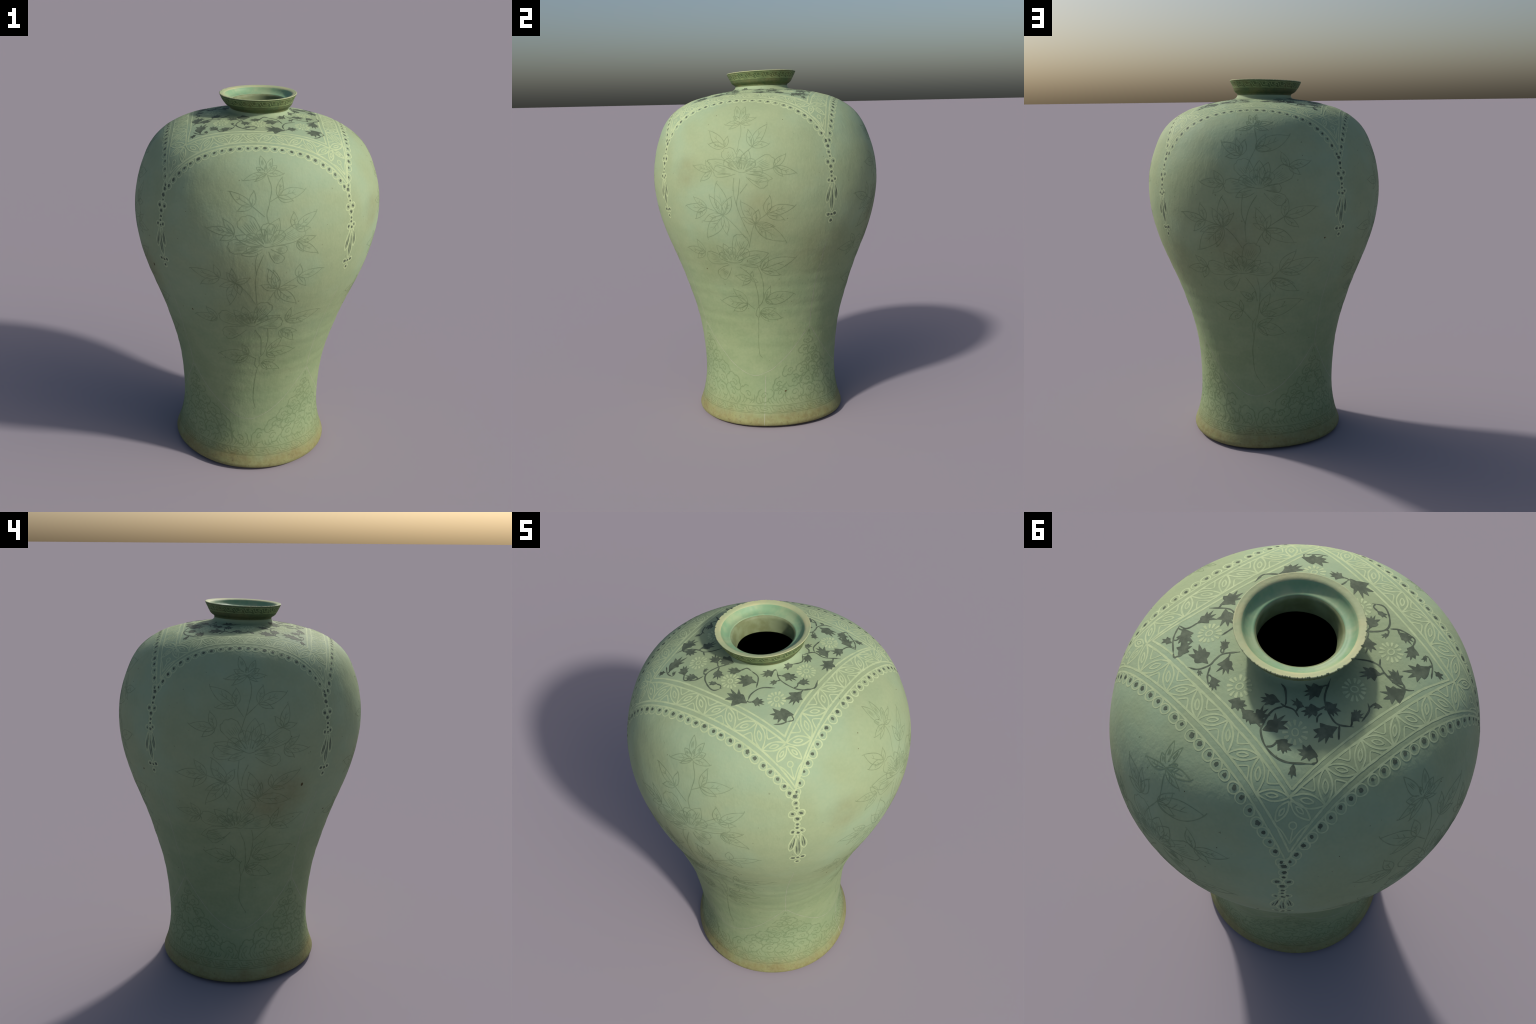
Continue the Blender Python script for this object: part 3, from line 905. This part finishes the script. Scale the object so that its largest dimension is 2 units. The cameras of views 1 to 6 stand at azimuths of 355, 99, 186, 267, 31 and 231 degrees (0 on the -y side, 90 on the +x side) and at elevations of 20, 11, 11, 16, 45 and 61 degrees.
# ------------------------------------------------------------------ incised peony sprays
# One spray per side, drawn in millimetres: x round the wall from the middle of the side,
# y the height. A sprig is a node and its leaf tips; a peony is a base and its petal tips.
PANEL_DRAWING = {
    "east": [
        ("stem", (20, 1710), (24, 1664), (14, 1619), (7, 1573)),
        ("bud", (19, 1720), (-24, 1803), (31, 1799), (-23, 1752), (62, 1763)),
        ("leaves", (19, 1718), (-60, 1709), (-35, 1688), (96, 1742), (67, 1707)),
        ("sprig", (-51, 1599), (-141, 1681), (-137, 1612), (-41, 1652)),
        ("sprig", (77, 1600), (153, 1710), (156, 1611), (60, 1684)),
        ("stem", (77, 1600), (36, 1558)),
        ("peony", (29, 1471), [("ruffled", (-48, 1589)), ("pointed", (20, 1588)), ("pointed", (61, 1583)), ("ruffled", (-102, 1478)), ("pointed", (-136, 1532)), ("ruffled", (172, 1535)), ("pointed", (163, 1438)), ("ruffled", (138, 1407)), ("cup", (31, 1517))]),
        ("sprig", (-113, 1478), (-211, 1501), (-144, 1529), (-170, 1426)),
        ("sprig", (171, 1499), (228, 1558), (270, 1464), (206, 1449)),
        ("stem", (-6, 1443), (-12, 1377), (0, 1297)),
        ("stem", (20, 1440), (11, 1367), (0, 1297), (21, 1215), (49, 1131)),
        ("stem", (18, 1364), (53, 1414)),
        ("sprig", (-70, 1247), (-91, 1418), (-130, 1350), (-25, 1345), (-177, 1210), (-177, 1119), (-66, 1143)),
        ("sprig", (-150, 1284), (-271, 1290), (-216, 1338), (-221, 1221)),
        ("stem", (-150, 1284), (-70, 1247), (-16, 1187), (37, 1108)),
        ("sprig", (78, 1204), (18, 1322), (97, 1278), (20, 1237), (165, 1189), (224, 1104), (126, 1119)),
        ("sprig", (133, 1256), (150, 1349), (260, 1291), (213, 1223)),
        ("stem", (133, 1256), (78, 1204), (54, 1131), (39, 1068)),
        ("peony", (-59, 978), [("ruffled", (14, 1139)), ("pointed", (-95, 1089)), ("pointed", (-135, 1078)), ("ruffled", (-212, 1009)), ("pointed", (137, 1037)), ("ruffled", (95, 993)), ("ruffled", (-163, 888)), ("cup", (-58, 1014))]),
        ("sprig", (-218, 1033), (-343, 1046), (-249, 1101), (-291, 988)),
        ("sprig", (95, 939), (134, 1014), (283, 1003), (201, 905)),
        ("stem", (71, 966), (93, 908), (101, 822), (91, 748), (53, 704), (38, 666), (54, 635), (43, 498), (49, 430), (69, 406)),
        ("stem", (-27, 955), (37, 895), (59, 822), (64, 717), (59, 648)),
        ("sprig", (30, 883), (-63, 901), (-27, 844), (41, 929), (69, 865)),
        ("sprig", (-12, 733), (-201, 739), (-95, 816), (-120, 686)),
        ("stem", (-12, 733), (34, 700)),
        ("sprig", (111, 754), (146, 837), (297, 789), (159, 728)),
        ("sprig", (69, 679), (173, 703), (222, 642), (129, 626)),
    ],
    "south": [
        ("stem", (50, 1700), (66, 1652), (60, 1594), (49, 1535), (54, 1491)),
        ("bud", (44, 1707), (16, 1777), (75, 1768), (-2, 1732), (95, 1740), (42, 1742)),
        ("leaves", (44, 1707), (-55, 1676), (123, 1707), (-3, 1675)),
        ("sprig", (-11, 1568), (-109, 1627), (-69, 1542), (-6, 1634)),
        ("stem", (-11, 1568), (40, 1522)),
        ("sprig", (94, 1611), (113, 1692), (214, 1637), (156, 1593)),
        ("stem", (94, 1611), (58, 1586)),
        ("peony", (52, 1377), [("ruffled", (-49, 1515)), ("ruffled", (56, 1491)), ("pointed", (98, 1515)), ("ruffled", (201, 1463)), ("pointed", (-74, 1426)), ("ruffled", (-100, 1372)), ("ruffled", (117, 1302)), ("pointed", (-46, 1334)), ("cup", (61, 1428))]),
        ("sprig", (-78, 1435), (-194, 1448), (-126, 1501), (-132, 1400)),
        ("sprig", (169, 1461), (159, 1541), (260, 1537), (228, 1465)),
        ("sprig", (175, 1401), (254, 1420), (271, 1336), (204, 1350)),
        ("stem", (20, 1348), (12, 1298), (18, 1231)),
        ("stem", (42, 1338), (23, 1268), (18, 1231), (16, 1169), (26, 1071), (33, 966)),
        ("sprig", (-140, 1200), (-273, 1226), (-162, 1265), (-231, 1148)),
        ("sprig", (-70, 1178), (-85, 1257), (-106, 1233), (-9, 1213), (-139, 1151), (-97, 1047), (-50, 1112)),
        ("stem", (-140, 1200), (-70, 1178), (-12, 1116), (20, 1058)),
        ("sprig", (113, 1151), (68, 1263), (90, 1255), (40, 1175), (199, 1159), (214, 1058), (124, 1086)),
        ("sprig", (195, 1215), (196, 1283), (307, 1247), (237, 1159)),
        ("stem", (195, 1215), (113, 1151), (80, 1083)),
        ("peony", (10, 913), [("ruffled", (77, 1065)), ("pointed", (-38, 1039)), ("pointed", (-83, 1013)), ("ruffled", (-158, 975)), ("ruffled", (165, 940)), ("pointed", (147, 983)), ("ruffled", (-147, 844)), ("cup", (-6, 951))]),
        ("sprig", (-175, 946), (-302, 943), (-226, 1005), (-216, 917)),
        ("sprig", (185, 944), (194, 1024), (364, 987), (278, 921)),
        ("sprig", (169, 888), (265, 866), (258, 804), (173, 836)),
        ("stem", (26, 888), (62, 831), (73, 721)),
        ("stem", (93, 900), (103, 829), (92, 747), (66, 701), (67, 656), (56, 630), (44, 559), (35, 471)),
        ("stem", (37, 502), (37, 422), (55, 369)),
        ("stem", (42, 701), (38, 656), (56, 630)),
        ("sprig", (-7, 720), (-188, 715), (-45, 788), (-82, 661)),
        ("stem", (-7, 720), (42, 695)),
        ("sprig", (105, 733), (185, 835), (278, 742), (165, 702)),
        ("sprig", (81, 668), (163, 679), (203, 623), (122, 621)),
    ],
    "west": [
        ("bud", (37, 1696), (-1, 1775), (78, 1758), (-23, 1719), (94, 1721), (35, 1730)),
        ("leaves", (37, 1693), (-59, 1677), (123, 1694), (-25, 1651), (83, 1666)),
        ("stem", (48, 1680), (57, 1636), (48, 1577), (35, 1517), (24, 1480), (14, 1437)),
        ("sprig", (-6, 1563), (-122, 1643), (-90, 1550), (-7, 1638)),
        ("stem", (-6, 1563), (25, 1510)),
        ("sprig", (87, 1570), (108, 1648), (211, 1614), (146, 1545)),
        ("stem", (87, 1570), (35, 1517)),
        ("sprig", (-88, 1454), (-198, 1467), (-113, 1532), (-140, 1412)),
        ("peony", (51, 1339), [("ruffled", (-47, 1493)), ("pointed", (72, 1505)), ("pointed", (106, 1481)), ("ruffled", (215, 1433)), ("ruffled", (-96, 1341)), ("pointed", (-92, 1386)), ("ruffled", (177, 1292)), ("pointed", (-35, 1303)), ("cup", (55, 1389))]),
        ("sprig", (188, 1455), (155, 1509), (213, 1564), (247, 1469)),
        ("sprig", (194, 1351), (259, 1409), (307, 1345), (242, 1308)),
        ("stem", (10, 1304), (6, 1215), (26, 1103), (36, 1068)),
        ("stem", (48, 1283), (27, 1225), (21, 1171)),
        ("sprig", (-46, 1187), (-99, 1310), (-103, 1259), (-10, 1257), (-139, 1141), (-147, 1069), (-49, 1099)),
        ("sprig", (-128, 1222), (-267, 1220), (-178, 1296), (-194, 1154)),
        ("stem", (-128, 1222), (-46, 1187), (-3, 1143), (29, 1103)),
        ("sprig", (98, 1100), (57, 1238), (107, 1185), (24, 1154), (247, 1079)),
        ("sprig", (154, 1159), (148, 1225), (276, 1237), (212, 1147)),
        ("stem", (154, 1159), (98, 1100), (104, 1077)),
        ("peony", (-6, 927), [("ruffled", (61, 1094)), ("pointed", (-40, 1046)), ("pointed", (-109, 1033)), ("ruffled", (-182, 992)), ("ruffled", (170, 971)), ("ruffled", (-164, 852)), ("pointed", (-204, 871)), ("cup", (-16, 955))]),
        ("sprig", (-188, 988), (-310, 1010), (-224, 1055), (-256, 944)),
        ("sprig", (181, 939), (205, 1031), (346, 988), (282, 905)),
        ("stem", (176, 930), (97, 852)),
        ("stem", (16, 899), (45, 823), (52, 716), (40, 659), (24, 621), (17, 558), (17, 477), (67, 405)),
        ("stem", (78, 913), (91, 846), (79, 740), (53, 684)),
        ("stem", (29, 723), (13, 685), (24, 621)),
        ("sprig", (-18, 742), (-199, 770), (-37, 814), (-125, 715)),
        ("stem", (-18, 742), (23, 710)),
        ("sprig", (91, 752), (163, 844), (330, 800), (195, 730)),
        ("sprig", (53, 677), (144, 710), (223, 628), (110, 627)),
    ],
    "north": [
        ("bud", (35, 1761), (4, 1813), (47, 1815), (-6, 1781), (67, 1786)),
        ("leaves", (35, 1761), (-47, 1743), (133, 1775), (109, 1741)),
        ("stem", (42, 1747), (56, 1679), (49, 1650), (23, 1591), (11, 1538)),
        ("sprig", (52, 1650), (212, 1710), (95, 1719), (119, 1649)),
        ("sprig", (-15, 1621), (-115, 1684), (-43, 1699), (-83, 1616), (-2, 1694)),
        ("peony", (69, 1461), [("ruffled", (-23, 1596)), ("pointed", (68, 1596)), ("pointed", (108, 1586)), ("ruffled", (206, 1554)), ("ruffled", (-82, 1478)), ("pointed", (-33, 1419)), ("ruffled", (173, 1391)), ("cup", (59, 1503))]),
        ("sprig", (197, 1564), (167, 1633), (299, 1585), (245, 1523)),
        ("sprig", (-87, 1483), (-200, 1490), (-133, 1546), (-134, 1437)),
        ("stem", (-4, 1429), (-10, 1344), (3, 1287)),
        ("stem", (58, 1429), (28, 1374), (3, 1287), (3, 1192)),
        ("sprig", (-98, 1269), (-96, 1418), (-139, 1361), (-43, 1338), (-208, 1241), (-234, 1140), (-134, 1165)),
        ("sprig", (-179, 1299), (-300, 1334), (-199, 1383), (-243, 1238)),
        ("stem", (-179, 1299), (-98, 1269), (-54, 1228), (-17, 1159)),
        ("sprig", (90, 1256), (53, 1364), (38, 1287), (112, 1327), (172, 1248), (218, 1181), (103, 1181)),
        ("sprig", (171, 1320), (187, 1406), (314, 1363), (235, 1265)),
        ("stem", (171, 1320), (90, 1256), (44, 1176)),
        ("peony", (-30, 1019), [("ruffled", (39, 1182)), ("pointed", (-108, 1134)), ("pointed", (-62, 1144)), ("ruffled", (-208, 1052)), ("ruffled", (119, 1053)), ("pointed", (64, 1094)), ("ruffled", (-129, 931)), ("cup", (-37, 1053))]),
        ("sprig", (-216, 1046), (-344, 1029), (-270, 1102), (-258, 982)),
        ("sprig", (157, 1035), (230, 1137), (339, 1093), (259, 1005)),
        ("stem", (157, 1035), (113, 984), (56, 921)),
        ("stem", (41, 997), (52, 909), (35, 789), (19, 741), (-1, 649), (-15, 557), (-3, 438), (70, 349)),
        ("stem", (-17, 996), (26, 926), (33, 861)),
        ("sprig", (113, 984), (232, 960), (261, 910), (130, 913)),
        ("sprig", (10, 872), (-55, 912), (25, 917), (-26, 859)),
        ("sprig", (-57, 804), (-215, 832), (-62, 864), (-155, 749)),
        ("stem", (-57, 804), (0, 741)),
        ("stem", (28, 777), (-9, 716), (-1, 643)),
        ("sprig", (53, 790), (108, 902), (294, 859), (141, 788)),
        ("sprig", (27, 717), (120, 759), (202, 669), (87, 656)),
    ],
}
PANEL_MIDDLE = {"east": -4.2, "north": 88.5, "west": 176.7, "south": -96.0}
LINE = 0.0029


def mm(p):
    return np.array(p, float) / 1000


def incised_leaf(d, base, tip, fat=0.19):
    """Outline, curling point, midrib and a few veins."""
    base, tip = mm(base), mm(tip)
    b, u, s, length = frame_of(base, tip)
    bend = RNG.uniform(-0.05, 0.05)
    fat = fat * RNG.uniform(0.9, 1.15) * (1.12 if length < 0.08 else 0.95)
    mid, left, right = lens(base, tip, fat * length, 13, bend=bend, sharp=0.82)
    hook = s * math.copysign(0.05 * length, bend)
    d.stroke(np.vstack([left, left[-1:] + u * 0.06 * length + hook]), LINE, wobble=0.35)
    d.stroke(right, LINE, wobble=0.35)
    d.stroke(mid[1:9 if length > 0.07 else 7], LINE * 0.85, taper=0.2)
    if length > 0.075:
        for k in (4, 6):
            for side in (1, -1):
                if RNG.uniform() < 0.7:
                    v = mid[k] + (u * 0.14 + s * side * 0.11) * length
                    d.stroke([mid[k], v], LINE * 0.75, taper=0.3)


def peony_petal(d, kind, base, tip):
    base, tip = mm(base), mm(tip)
    b, u, s, length = frame_of(base, tip)
    if kind == "pointed":
        mid, left, right = lens(base, tip, 0.19 * length, 13, bend=RNG.uniform(-0.04, 0.04), sharp=1.15)
        d.stroke(left[3:], LINE, wobble=0.3)
        d.stroke(right[3:], LINE, wobble=0.3)
        for off in (-0.07, 0.0, 0.07):
            d.stroke([b + u * length * 0.50 + s * off * length * 0.8, b + u * length * RNG.uniform(0.72, 0.86) + s * off * length * 0.7], LINE * 0.8, taper=0.3)
        return
    if kind == "cup":
        # the scalloped heart of the flower
        w = 0.062
        for k in range(3):
            a, c = -w + 2 * w * k / 3, -w + 2 * w * (k + 1) / 3
            t = np.linspace(0, math.pi, 9)
            x = (a + c) / 2 - (c - a) / 2 * np.cos(t)
            d.stroke(tip + np.stack([x, 0.016 * np.sin(t) - 0.12 * np.abs(x)], 1), LINE, wobble=0.3)
        d.stroke(curve([tip + [-w, -0.010], tip + [-w * 0.6, -0.032], base, tip + [w * 0.6, -0.032], tip + [w, -0.010]]), LINE, wobble=0.3)
        for k in range(5):
            x = (k - 2) * 0.017
            d.stroke([tip + [x, -0.002], base + (tip - base) * 0.35 + [x * 0.5, 0]], LINE * 0.75, taper=0.3)
        return
    # ruffled petal: widening sides and a scalloped end
    w = min(0.24 * length, 0.040)
    flare = curve([b + u * length * 0.22 + s * w * 0.30, b + u * length * 0.55 + s * w * 0.80, b + u * length * 0.84 + s * w])
    d.stroke(flare, LINE, wobble=0.3)
    flare = curve([b + u * length * 0.22 - s * w * 0.30, b + u * length * 0.55 - s * w * 0.80, b + u * length * 0.84 - s * w])
    d.stroke(flare, LINE, wobble=0.3)
    knots = [b + u * length * 0.84 + s * w, b + u * length * 0.97 + s * w * 0.42, b + u * length * 0.98 - s * w * 0.30, b + u * length * 0.84 - s * w]
    for p, q in zip(knots, knots[1:]):
        m = (p + q) / 2 + u * 0.30 * np.hypot(*(q - p))
        d.stroke(curve([p, p + (m - p) * 0.6 + (p - q) * 0.06, m, q + (m - q) * 0.6 + (q - p) * 0.06, q], 5), LINE, wobble=0.3)
    for off in (-0.66, -0.42, -0.18, 0.06, 0.30, 0.56):
        d.stroke([b + u * length * RNG.uniform(0.46, 0.58) + s * off * w * 0.7, b + u * length * RNG.uniform(0.72, 0.88) + s * off * w], LINE * 0.75, taper=0.3)


for panel, marks in PANEL_DRAWING.items():
    chart = wall_chart(PANEL_MIDDLE[panel])
    for mark in marks:
        d = Drawing(chart, 0.0004)
        if mark[0] == "stem":
            d.stroke(roughen(curve([mm(p) for p in mark[1:]]), 0.0007), LINE * 1.1, wobble=0.35)
            d.build("incised_stem", INCISED)
        elif mark[0] == "sprig":
            for tip in mark[2:]:
                incised_leaf(d, mark[1], tip)
            d.build("incised_sprig", INCISED)
        elif mark[0] == "leaves":
            for tip in mark[2:]:
                incised_leaf(d, mark[1], tip, 0.13)
            d.build("incised_sepal", INCISED)
        elif mark[0] == "bud":
            for tip in mark[2:]:
                peony_petal(d, "pointed", mark[1], tip)
            d.build("incised_bud", INCISED)
        else:
            for kind, tip in mark[2]:
                peony_petal(d, kind, mark[1], tip)
            # short petals showing between the long ones
            base = np.array(mark[1], float)
            tips = sorted((math.atan2(t[1] - base[1], t[0] - base[0]), t) for k, t in mark[2] if k != "cup")
            for (a0, t0), (a1, t1) in zip(tips, tips[1:]):
                if 0.35 < a1 - a0 < 1.6:
                    a = (a0 + a1) / 2
                    reach = 0.62 * (np.hypot(*(np.array(t0) - base)) + np.hypot(*(np.array(t1) - base))) / 2
                    peony_petal(d, "ruffled", mark[1], base + reach * np.array([math.cos(a), math.sin(a)]))
            d.build("incised_peony", INCISED)


# ------------------------------------------------------------------ carved cloud collar above the foot
def cloud(chart, x, y, size, flip, tilt):
    """A cloud head: a lobed outline round a curl."""
    d = Drawing(chart, 0.0004)
    c, s = math.cos(tilt), math.sin(tilt)
    spin = np.array([[c, s], [-s, c]])
    put = lambda p: np.array([x, y]) + (np.asarray(p, float) * [flip * 1.28, 1]) @ spin * size
    # outline: union of round lobes, with cusps between them
    lobes = [(-0.62, -0.12, 0.50), (-0.25, 0.36, 0.46), (0.34, 0.34, 0.48), (0.70, -0.14, 0.44), (0.05, -0.30, 0.46)]
    lobes = [(a + RNG.uniform(-0.06, 0.06), b + RNG.uniform(-0.06, 0.06), r * RNG.uniform(0.9, 1.1)) for a, b, r in lobes]
    phi = np.linspace(0, TAU, 90)
    ray = np.stack([np.cos(phi), np.sin(phi)], 1)
    reach = np.zeros(len(phi))
    for a, b, r in lobes:
        along = ray @ [a, b]
        inside = along ** 2 - (a * a + b * b) + r * r
        reach = np.maximum(reach, np.where(inside > 0, along + np.sqrt(np.clip(inside, 0, None)), 0))
    outline = ray * reach[:, None]
    gap = RNG.integers(0, 90)
    d.stroke(put(np.roll(outline[:-1], gap, 0)[: RNG.integers(68, 88)]), 0.0056, taper=0.04, wobble=0.3, step=0.004)
    t = np.linspace(-0.4, RNG.uniform(0.95, 1.25) * TAU, 36)
    r = 0.40 * (1 - t / (1.5 * TAU)) + 0.03
    d.stroke(put(np.stack([r * np.cos(t) + RNG.uniform(-0.25, 0.25), r * np.sin(t) * 0.8 - 0.02], 1)), 0.0046, taper=0.06, wobble=0.3, step=0.004)
    d.build("cloud_scroll", CARVED)


PEAKS = [42.5, 135.5, 218.8, 310.2]
for index, peak in enumerate(PEAKS):
    following = PEAKS[(index + 1) % 4] + (360 if index == 3 else 0)
    previous = PEAKS[index - 1] - (360 if index == 0 else 0)
    chart = wall_chart(peak)
    right, left = math.radians(following - peak) / 2 * 0.55, math.radians(peak - previous) / 2 * 0.55
    for row, (y, size, reach) in enumerate(((0.198, 0.050, 0.99), (0.258, 0.048, 0.70), (0.318, 0.045, 0.48), (0.378, 0.041, 0.31), (0.438, 0.036, 0.17), (0.490, 0.026, 0.05))):
        lo, hi = -left * reach, right * reach
        n = max(1, int(round((hi - lo) / (size * 2.55))))
        if row == 5:
            n = 1
        for k in range(n):
            x = lo + (hi - lo) * (k + 0.5) / n
            if row > 1 and RNG.uniform() < 0.16:
                continue
            edge = abs(x) / (right if x > 0 else left)
            cloud(chart, x + RNG.uniform(-0.006, 0.006), y - 0.012 * edge ** 2 * (row == 0) + RNG.uniform(-0.008, 0.008),
                  size * RNG.uniform(0.88, 1.12), 1 if x < 0 else -1, -0.55 * np.sign(x) * min(1, edge * 1.4) + RNG.uniform(-0.25, 0.25))
    d = Drawing(chart, 0.0004)
    d.stroke(curve([(-0.012, 0.525), (0.0, 0.555), (0.012, 0.525)], 5), 0.0042)
    n = 14
    for k in range(n):
        x = -left + (left + right) * (k + 0.5) / n + RNG.uniform(-0.01, 0.01)
        lean = 0.022 * (1 if x < 0 else -1)
        d.stroke(curve([(x, 0.172), (x + lean * 0.2, 0.150), (x + lean, 0.134)], 5), 0.0044, taper=0.2, wobble=0.3)
        d.stroke(curve([(x + 0.022, 0.170), (x + 0.022 + lean * 0.2, 0.152), (x + 0.022 + lean, 0.136)], 5), 0.0040, taper=0.2, wobble=0.3)
    d.build("cloud_tail", CARVED)


# ------------------------------------------------------------------ key-fret bands
def fret_unit(d, x0, x1, y0, y1, width):
    """One angular S of the key fret between x0 and x1."""
    w, h = x1 - x0, y1 - y0
    q = lambda px, py: (x0 + px * w, y0 + py * h)
    j = lambda: RNG.uniform(-0.03, 0.03)
    d.stroke(curve([q(0.02, 0.95), q(0.10, 0.55 + j()), q(0.22, 0.40), q(0.50, 0.38 + j()), q(0.66, 0.50), q(0.52, 0.64 + j()), q(0.36, 0.66)], 6), width, step=0.003, wobble=0.25)
    d.stroke(curve([q(0.36, 0.90), q(0.72, 0.84 + j()), q(0.88, 0.60), q(0.94, 0.30 + j()), q(1.05, 0.06)], 6), width, step=0.003, wobble=0.25)
    d.stroke(curve([q(0.05, 0.08), q(0.45, 0.12 + j()), q(0.74, 0.14)], 5), width, step=0.003, wobble=0.25)


FOOT_FRETS = 36
d = Drawing(lathe_chart, 0.0004)
t = np.linspace(0, TAU, 200)
for y in (0.126, 0.084):
    d.stroke(np.stack([t, y + 0.0012 * np.sin(3 * t + y * 90)], 1), 0.0042, step=0.02, wobble=0.3)
d.build("fret_border", CARVED)
for k in range(FOOT_FRETS):
    d = Drawing(lathe_chart, 0.0004)
    a = TAU * k / FOOT_FRETS
    fret_unit(d, a, a + TAU / FOOT_FRETS, 0.087, 0.123, 0.0042)
    d.build("fret_key", CARVED)

RIM_FRETS = 24
d = Drawing(lathe_chart, 0.0004)
for y in (1.9795, 1.9490):
    d.stroke(np.stack([t, np.full_like(t, y)], 1), 0.0026, step=0.02, wobble=0.35)
d.build("rim_border", FAINT)
for k in range(RIM_FRETS):
    d = Drawing(lathe_chart, 0.0004)
    a = TAU * k / RIM_FRETS + 0.02
    fret_unit(d, a, a + TAU / RIM_FRETS, 1.9505, 1.9780, 0.0027)
    d.build("rim_fret_key", FAINT)

# ------------------------------------------------------------------ texture seams left by the scan, and specks in the glaze
for index, peak in enumerate(PEAKS):
    following = PEAKS[(index + 1) % 4] + (360 if index == 3 else 0)
    half = math.radians(following - peak) / 2 * 0.55
    chart = wall_chart((peak + following) / 2)
    d = Drawing(chart, 0.0003)
    x = np.linspace(-1, 1, 80)
    y = 0.300 + 0.275 * np.abs(x) ** 1.75
    d.stroke(roughen(np.stack([x * half * 0.98, y], 1), 0.0012), 0.0019, step=0.008)
    d.stroke(roughen(curve([(half, 0.565), (half - 0.012, 0.80), (half - 0.006, 0.98), (half, 1.10)], 12), 0.001), 0.0018, step=0.008)
    d.build("scan_seam", SEAM)
d = Drawing(wall_chart(4.0), 0.0003)
d.stroke(roughen(np.stack([np.linspace(0.012, -0.002, 30), np.linspace(0.30, 0.02, 30)], 1), 0.0008), 0.0022)
d.build("scan_seam", SEAM)

d = Drawing(lathe_chart, 0.0005)
for k in range(90):
    a, y = RNG.uniform(0, TAU), RNG.uniform(0.06, 1.78)
    r = RNG.uniform(0.0009, 0.0020)
    radius = float(np.interp(y, OUTER[:, 1], OUTER[:, 0]))
    d.fill((a, y), np.array([a, y]) + blob(r, 0.3, 7) / [radius, 1], rings=1)
for degrees, y, r in ((22, 0.205, 0.0055), (-152, 1.155, 0.0075), (-129, 0.965, 0.0045), (-30, 0.93, 0.003), (127, 1.195, 0.0045)):
    a = math.radians(degrees)
    radius = float(np.interp(y, OUTER[:, 1], OUTER[:, 0]))
    d.fill((a, y), np.array([a, y]) + blob(r, 0.35, 9) / [radius, 1], rings=1)
d.build("iron_specks", SPECK, stuff=True)
